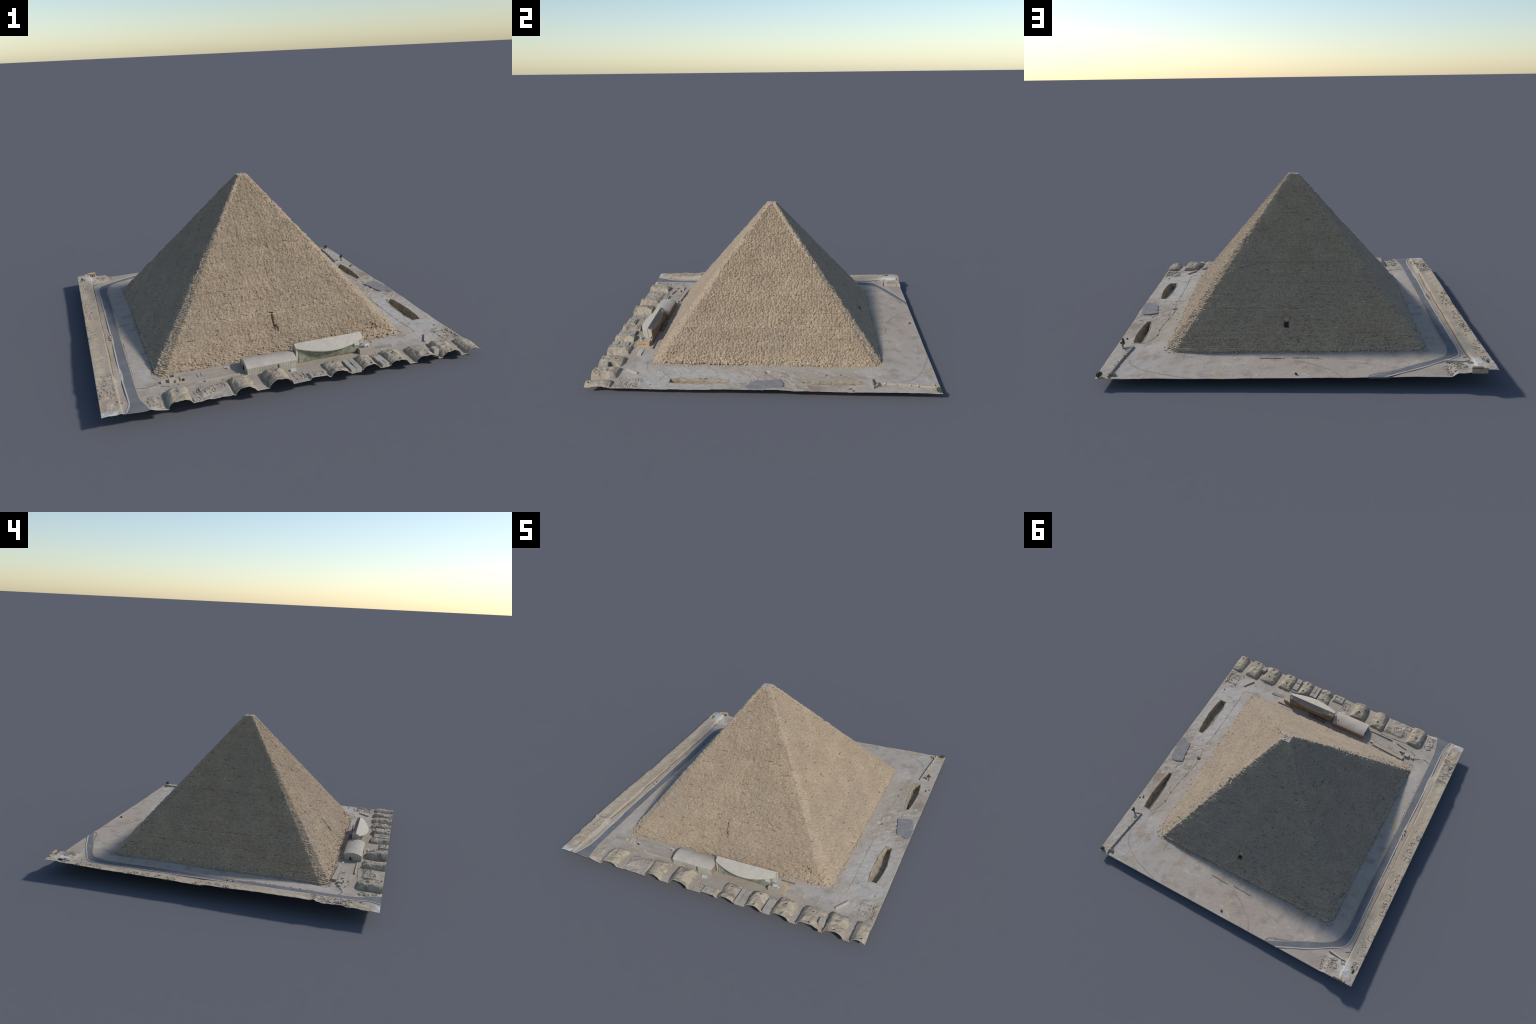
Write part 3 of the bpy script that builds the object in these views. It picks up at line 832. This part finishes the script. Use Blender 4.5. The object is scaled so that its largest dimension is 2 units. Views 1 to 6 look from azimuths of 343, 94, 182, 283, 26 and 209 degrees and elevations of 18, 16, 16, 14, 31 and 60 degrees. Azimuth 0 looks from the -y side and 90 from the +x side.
# hull walls tapering from the eaves to the podium
V = []; F = []
for x in bx[1:-1]:
    r, s, n = boat_section(x)
    t = (x - .014) / .378
    V += [(x, s[0] + .005, s[1] - .003), (x, s[0] * .45 + -.800 * .55 + .002, .100), (x, -.806, .060),
          (x, -.748, .060), (x, n[0] - .002, n[1] - .003)]
m = 5; nb = len(bx) - 2
for i in range(nb - 1):
    for k in range(m - 1): F.append((i * m + k, i * m + k + 1, (i + 1) * m + k + 1, (i + 1) * m + k))
    F.append((i * m + 4, i * m, (i + 1) * m, (i + 1) * m + 4))
F += [tuple(reversed(range(m))), tuple((nb - 1) * m + k for k in range(m))]
F = [tuple(reversed(f)) for f in F]
new_obj("hull_wall", V, F, BOATGLASS, boat)
w = Soup(); w.box(.203, -.7465, .050, .118, .372, .004); w.obj("rear_wall", BROWNWALL, boat)
# panelled end walls: octagonal prow in the east, boxed stern in the west
prow = [(-.802, .133), (-.775, .1535), (-.750, .140), (-.749, .100), (-.758, .088), (-.774, .082), (-.792, .088), (-.802, .100)]
prism(prow, .372, .393, "prow_wall", BOATEND, boat)
w = Soup(); w.box(.3938, -.7745, .086, .150, .0012, .0012); w.obj("prow_seam", BANK, boat)
stern = [(-.801, .140), (-.775, .153), (-.752, .141), (-.751, .060), (-.801, .060)]
prism(stern, .015, .050, "stern_wall", BOATEND, boat)
w = Soup(); w.box(.405, -.822, .090, .103, .03, .005, .2); w.box(.352, -.812, .100, .118, .03, .006, .1); w.obj("glass_balcony", WHITE, boat)
# lodge with ochre front under the prow
w = Soup(); w.box(.404, -.793, .040, .0795, .086, .078); lodge = w.obj("entrance_lodge", TERRACE, ROOT, bevel=.0006)
w = Soup(); w.box(.4478, -.794, .040, .0785, .002, .077); w.obj("lodge_front", OCHRE, lodge)
w = Soup()
for k in range(7): w.box(.4492, -.822 + k * .007, .064, .0705, .001, .0042)
w.obj("lodge_sign", BANK, lodge)
w = Soup(); w.box(.42, -.815, .079, .0835, .016, .006, 1.1); w.box(.425, -.785, .079, .082, .005, .005, .3); w.obj("roof_unit", WHITE, lodge)
# slatted shelter and low bars
w = Soup(); w.box(.517, -.790, .040, .0505, .110, .024, -.02); shed = w.obj("slatted_shelter", TERRACE, ROOT)
w = Soup()
for k in range(13): w.box(.468 + .0083 * k, -.7905 - .0002 * k, .0495, .0535, .0042, .027, -.02)
w.obj("roof_slat", KERB, shed)
w = Soup()
for k in range(4): w.box(.462 + .009 * k, -.822, .040, .0525, .005, .024, -.02)
w.obj("roof_slat", KERB, shed)
w = Soup(); w.box(.787, -.777, .030, .0505, .094, .011, math.atan2(.074, .048)); w.obj("low_wall", RUIN, ROOT, bevel=.0008)
w = Soup(); w.box(.416, -.7255, .040, .0585, .136, .0045, 0.005); w.obj("low_wall", BANK, ROOT)
# service blocks behind the museum
for (x, l) in ((.185, .05), (.108, .078)):
    w = Soup(); w.box(x, -.727, .045, .0745, l, .018); w.obj("service_block", BANK, ROOT, bevel=.0008)
w = Soup(); w.box(-.030, -.872, .050, .068, .030, .013, .08); w.obj("ticket_booth", WHITE, ROOT, bevel=.0005)

# terrace west of the hall
w = Soup(); w.box(-.480, -.717, .045, .0725, .256, .030, math.atan2(-.018, .26)); ter = w.obj("long_terrace", TERRACE, ROOT, bevel=.0006)
w = Soup(); w.box(-.42, -.752, .045, .0665, .15, .036, -.06); w.box(-.54, -.748, .045, .065, .085, .034, -.06); w.obj("paved_court", SLABSTONE, ter)
w = Soup(); w.box(-.450, -.7325, .05, .0735, .23, .0012, -.069); w.box(-.475, -.7495, .05, .0685, .0012, .033, -.06); w.obj("court_edging", simple("red_edging", (.27, .17, .14), (.22, .14, .12), 50), ter)
w = Soup(); w.box(-.338, -.732, .05, .0745, .028, .012, -.06); w.obj("court_step", WHITE, ter)
for (a, b, z) in (((-.515, -.815), (-.596, -.796), .071), ((-.294, -.821), (-.471, -.821), .073), ((-.639, -.802), (-.674, -.783), .069)):
    w = Soup(); L = math.dist(a, b)
    w.box((a[0] + b[0]) / 2, (a[1] + b[1]) / 2, .045, z, L, .006, math.atan2(b[1] - a[1], b[0] - a[0])); w.obj("low_wall", RUIN, ROOT, bevel=.0005)
for (x, y, lx, ly, z) in ((-.572, -.758, .022, .012, .078), (-.622, -.748, .036, .028, .076), (-.668, -.748, .022, .018, .071), (-.60, -.765, .018, .012, .074)):
    w = Soup(); w.box(x, y, .045, z, lx, ly, random.uniform(-.2, .2), .001); w.obj("stone_chamber", RUIN, ROOT, bevel=.0008)
w = Soup(); w.box(-.570, -.7585, .06, .0735, .014, .0135); w.obj("chamber_opening", DARK, ROOT)

# -------------------------------------------------------------------- ruins
def ruin(cx, cy, lx, ly, rot, h=.0062, gaps=1.5, inner=1):
    s = Soup(); c, sn = math.cos(rot), math.sin(rot)
    def seg(x0, y0, x1, y1):
        L = math.hypot(x1 - x0, y1 - y0); k = max(1, int(L / .006)); a = math.atan2(y1 - y0, x1 - x0)
        for i in range(k):
            if random.random() < .22 * gaps: continue
            f = (i + .5) / k; x = x0 + (x1 - x0) * f; y = y0 + (y1 - y0) * f
            X = cx + c * x - sn * y; Y = cy + sn * x + c * y
            if abs(X) > XE - .004 or abs(Y) > YE - .004: continue
            z = gz(X, Y)
            s.box(X + random.uniform(-.0012, .0012), Y + random.uniform(-.0012, .0012), z - .004, z + h * random.uniform(.15, .95), L / k * random.uniform(.7, 1.1), random.uniform(.003, .006), rot + a + random.uniform(-.3, .3), .0009)
    a, b = lx / 2, ly / 2
    seg(-a, -b, a, -b); seg(a, -b, a, b); seg(a, b, -a, b); seg(-a, b, -a, -b)
    for k in range(inner):
        f = random.uniform(-.5, .5) * lx
        seg(f, -b, f, b * random.uniform(.2, 1))
    if s.v: s.obj("ruin_wall", RUIN, ROOT)

for (x, y, lx, ly, r) in (
    (-.962, -.765, .030, .034, .1), (-.935, -.71, .026, .02, .5), (-.955, -.805, .04, .03, .3), (-.888, -.893, .022, .026, .6), (-.91, -.83, .03, .022, -.3),
    (-.965, -.14, .026, .03, .1), (-.948, -.03, .03, .024, .4), (-.96, .04, .034, .03, -.1), (-.945, -.085, .02, .018, .3),
    (-.963, .20, .034, .06, .05), (-.952, .28, .03, .03, .2), (-.952, .355, .034, .05, 0), (-.965, .46, .03, .055, 0), (-.955, .41, .03, .02, .3),
    (-.963, .655, .032, .045, 0), (-.945, .72, .02, .03, .5), (-.966, .775, .028, .04, 0),
    (-.735, -.885, .045, .03, .3), (-.735, -.96, .045, .03, -.2), (-.75, -.915, .03, .02, .1),
    (-.545, -.975, .035, .035, .05), (-.47, -.93, .05, .035, .2), (-.42, -.90, .06, .03, -.1), (-.53, -.91, .03, .04, .1),
    (.93, -.765, .09, .10, .02), (.945, -.735, .03, .03, .3), (.905, -.79, .04, .03, -.2), (.95, -.79, .04, .03, 0),
    (-.875, .882, .030, .022, .05), (-.80, .905, .05, .02, .1), (-.785, .945, .03, .05, .1), (-.825, .93, .04, .03, .3), (-.757, .955, .012, .06, .25),
    (-.95, .875, .03, .05, .1), 
    (.07, -.97, .05, .035, 0), (-.30, -.975, .0, .0, 0), (-.02, -.94, .05, .06, .05)):
    if lx > 0: ruin(x, y, lx, ly, r)

def low_line(name, pts, h, mat, gap=.15, wd=.0032):
    s = Soup(); C = catmull(pts, 24)
    for a, b in zip(C[:-1], C[1:]):
        if random.random() < gap: continue
        m = (a + b) / 2; L = math.dist(a, b)
        s.box(m[0], m[1], gz(*m) - .003, gz(*m) + h * random.uniform(.6, 1.1), L * 1.02, wd, math.atan2(b[1] - a[1], b[0] - a[0]), .0003)
    s.obj(name, mat, ROOT)
low_line("rock_edge", [(.735, -.70), (.772, -.685), (.780, -.60), (.779, -.40), (.780, -.15), (.775, .0), (.765, .10), (.79, .27), (.795, .37), (.791, .45), (.811, .523), (.85, .575)], .0022, RUIN, .25)
low_line("rock_edge", [(.60, -.712), (.67, -.715), (.735, -.70)], .0015, RUIN, .4)
low_line("wall_footing", [(.185, .776), (.12, .778), (.056, .781)], .0045, RUIN, .12, .006)
low_line("wall_footing", [(.014, .772), (-.05, .775), (-.119, .777)], .0045, RUIN, .12, .006)
low_line("wall_footing", [(-.25, .82), (-.33, .84), (-.42, .86)], .0015, RUIN, .5)
low_line("wall_footing", [(-.67, -.855), (-.55, -.845), (-.36, -.835)], .004, RUIN, .15)
low_line("rock_edge", [(-.80, -.76), (-.76, -.775), (-.72, -.765), (-.69, -.75)], .004, RUIN, .35, .006)
low_line("kerb_stones", [(-.796, -.66), (-.797, -.4), (-.80, -.1), (-.799, .2), (-.796, .5), (-.799, .66), (-.786, .73)], .003, KERB, .55)
low_line("path_edge", [(-.88, .15), (-.865, .15)], .002, KERB, .1)

# dark basalt floor
pts = [(.864, .105), (.905, .125), (.950, .125), (.975, .06), (.984, .0), (.982, -.08), (.958, -.085), (.940, -.066), (.905, -.07), (.890, -.02), (.880, .04)]
C = []
for k in range(len(pts)):
    a, b = np.array(pts[k]), np.array(pts[(k + 1) % len(pts)])
    for f in np.linspace(0, 1, 9)[:-1]:
        p = a + (b - a) * f; p = p + .004 * np.array([vnoise(p[0], p[1], .012, 95), vnoise(p[0], p[1], .012, 96)])
        p[0] = min(p[0], XE - .001); C.append(p)
zf = max(gz(.93, .02), .046) + .002
n = len(C)
new_obj("basalt_floor", [(p[0], p[1], zf) for p in C] + [(p[0], p[1], zf - .009) for p in C],
        [tuple(range(n))[::-1]] + [(i, (i + 1) % n, n + (i + 1) % n, n + i) for i in range(n)], GREYFLOOR, ROOT)

# north-eastern boundary wall with planters
w = Soup()
for k in range(30):
    f0 = k / 30; f1 = (k + 1) / 30
    x = .886 + .039 * (f0 + f1) / 2; y = .617 + .372 * (f0 + f1) / 2
    z = gz(x, y)
    w.box(x, y, z - .004, z + .011 + random.uniform(-.0012, .0015), .0045, .372 / 30 * 1.02, -.104, .0004)
w.box(.912, .628, .044, .0535, .050, .0035, .35)
nwall = w.obj("boundary_wall", TERRACE, ROOT)
def blob(name, x, y, z, r, mat, parent, sq=(1, 1, 1), seed=1, n=14, rough=.35):
    V = []; F = []
    for i in range(n + 1):
        th = math.pi * i / n
        for j in range(2 * n):
            ph = math.pi * j / n
            d = np.array([math.sin(th) * math.cos(ph), math.sin(th) * math.sin(ph), math.cos(th)])
            q = 1 + rough * float(vnoise(d[0] * 2 + seed, d[1] * 2 + d[2] * 1.7, .7, 150 + seed % 40)) + rough * .5 * float(vnoise(d[0] * 2 + seed, d[2] * 2 + d[1], .3, 160))
            V.append((x + r * q * d[0] * sq[0], y + r * q * d[1] * sq[1], z + r * q * d[2] * sq[2]))
    for i in range(n):
        for j in range(2 * n):
            a = i * 2 * n + j; b = i * 2 * n + (j + 1) % (2 * n)
            F.append((a, a + 2 * n, b + 2 * n, b))
    return new_obj(name, V, F, mat, parent, False)
for (x, y, r) in ((.897, .654, .0052), (.902, .694, .0058), (.909, .758, .004), (.918, .83, .0055), (.922, .872, .0058), (.927, .965, .0055)):
    z = gz(x, y); blob("white_planter", x, y, z + .011, r, WHITE, nwall, (1, 1, .75), int(y * 100), 8, .15)
for (x, y, r, sz) in ((.911, .955, .012, .9), (.900, .757, .006, 1.3), (.897, .962, .009, 1.0)):
    blob("shrub", x, y, gz(x, y) + .006, r, TOMB, ROOT, (.6, 1.1, sz), int(y * 90))
blob("shrub", .965, .978, .063, .012, FOLIAGE, ROOT, (1.0, .9, .9), 5)
blob("shrub", .972, .986, .060, .010, FOLIAGE, ROOT, (.9, .9, 1.1), 9)
blob("shrub", -.005, .962, .056, .0065, FOLIAGE, ROOT, (1, 1, 1), 12, 10)
blob("shrub", -.954, .908, .098, .010, FOLIAGE, ROOT, (.6, 1.5, .6), 14, 10)
# tree: forked trunk with thin crown
tr = Soup()
for (dx, dy, z0, z1, r) in ((0, 0, .040, .070, .006), (-.002, -.004, .066, .092, .005), (.003, .003, .064, .082, .004)):
    tr.box(.942 + dx, .634 + dy, z0, z1, r, r, .4, .0008)
tree = tr.obj("tree", BARK, ROOT)
for (dx, dy, z, r) in ((-.002, -.005, .090, .008), (.006, .004, .081, .006), (-.006, .003, .080, .007), (.0, -.008, .098, .006)):
    blob("tree_crown", .942 + dx, .634 + dy, z, r, FOLIAGE, tree, (1, 1, .9), int(z * 1000), 9)
blob("shrub", .955, .50, gz(.955, .50) + .003, .007, BARK, ROOT, (.5, 1.6, .8), 21, 8)
blob("shrub", .975, .515, gz(.97, .51) + .002, .006, BARK, ROOT, (.6, 1.3, .8), 24, 8)
blob("shrub", .791, .452, gz(.791, .452) + .001, .0045, FOLIAGE, ROOT, (1, 1, .8), 31, 7)
blob("shrub", .797, .372, gz(.797, .372) + .001, .0042, FOLIAGE, ROOT, (1, 1, .8), 33, 7)
blob("boulder", .939, -.638, gz(.939, -.638) + .002, .0055, RUIN, ROOT, (1, 1, .9), 35, 7)

# gate building in the north-west corner
w = Soup(); w.box(-.896, .9915, .074, .104, .078, .010); w.box(-.884, .9915, .100, .111, .052, .010)
gate = w.obj("gate_building", GATESTONE, ROOT, bevel=.0006)
w = Soup()
for k in range(3): w.box(-.893 + .0125 * k, .9862, .079, .098, .0072, .002)
w.obj("gate_doorway", DARK, gate)
w = Soup(); w.box(-.868, .868, .074, .0845, .026, .004, .15); w.box(-.880, .889, .074, .0845, .026, .004, .15); w.obj("plaza_bench", RUIN, ROOT)
w = Soup(); w.box(-.815, .861, .066, .0815, .110, .008, -.13); w.obj("plaza_wall", KERB, ROOT)
w = Soup(); w.box(-.872, .81, .066, .076, .03, .004, .5); w.obj("low_wall", BANK, ROOT)
# parked carts beside the road
w = Soup(); w.box(-.857, -.166, .074, .0835, .006, .012, .1); w.box(-.861, -.135, .074, .083, .006, .011, -.2); w.box(-.858, -.098, .074, .081, .005, .009, .3)
w.obj("parked_cart", WHITE, ROOT, bevel=.0008)
w = Soup(); w.box(-.8578, -.1485, .074, .0825, .006, .006, .1); w.box(-.857, -.115, .074, .0815, .005, .008, .3); w.obj("parked_cart", BARK, ROOT, bevel=.0008)

# scattered stones over the open ground
st = Soup()
def scatter(n, x0, x1, y0, y1, r0, r1):
    for k in range(n):
        x, y = random.uniform(x0, x1), random.uniform(y0, y1)
        if abs(x) < .70 and abs(y - .006) < .70: continue
        r = r0 + (r1 - r0) * random.random() ** 3
        z = gz(x, y)
        st.box(x, y, z - .002, z + r * .55, r, r * random.uniform(.6, 1.3), random.uniform(0, 3), .0004)
scatter(260, .72, .97, -.15, .25, .0015, .006)
scatter(160, .86, .98, -.84, -.68, .002, .006)
scatter(160, -.98, -.90, -.85, -.62, .002, .007)
scatter(160, -.98, -.92, -.2, .8, .0015, .006)
scatter(170, -.84, -.74, .87, .99, .0015, .005)
scatter(150, -.7, .8, .71, .99, .0012, .0035)
scatter(150, -.78, .7, -.90, -.84, .0015, .005)
scatter(120, .70, .97, -.65, .6, .0012, .003)
ob = st.obj("scattered_stones", RUIN, ROOT); ob["kind"] = "stuff"
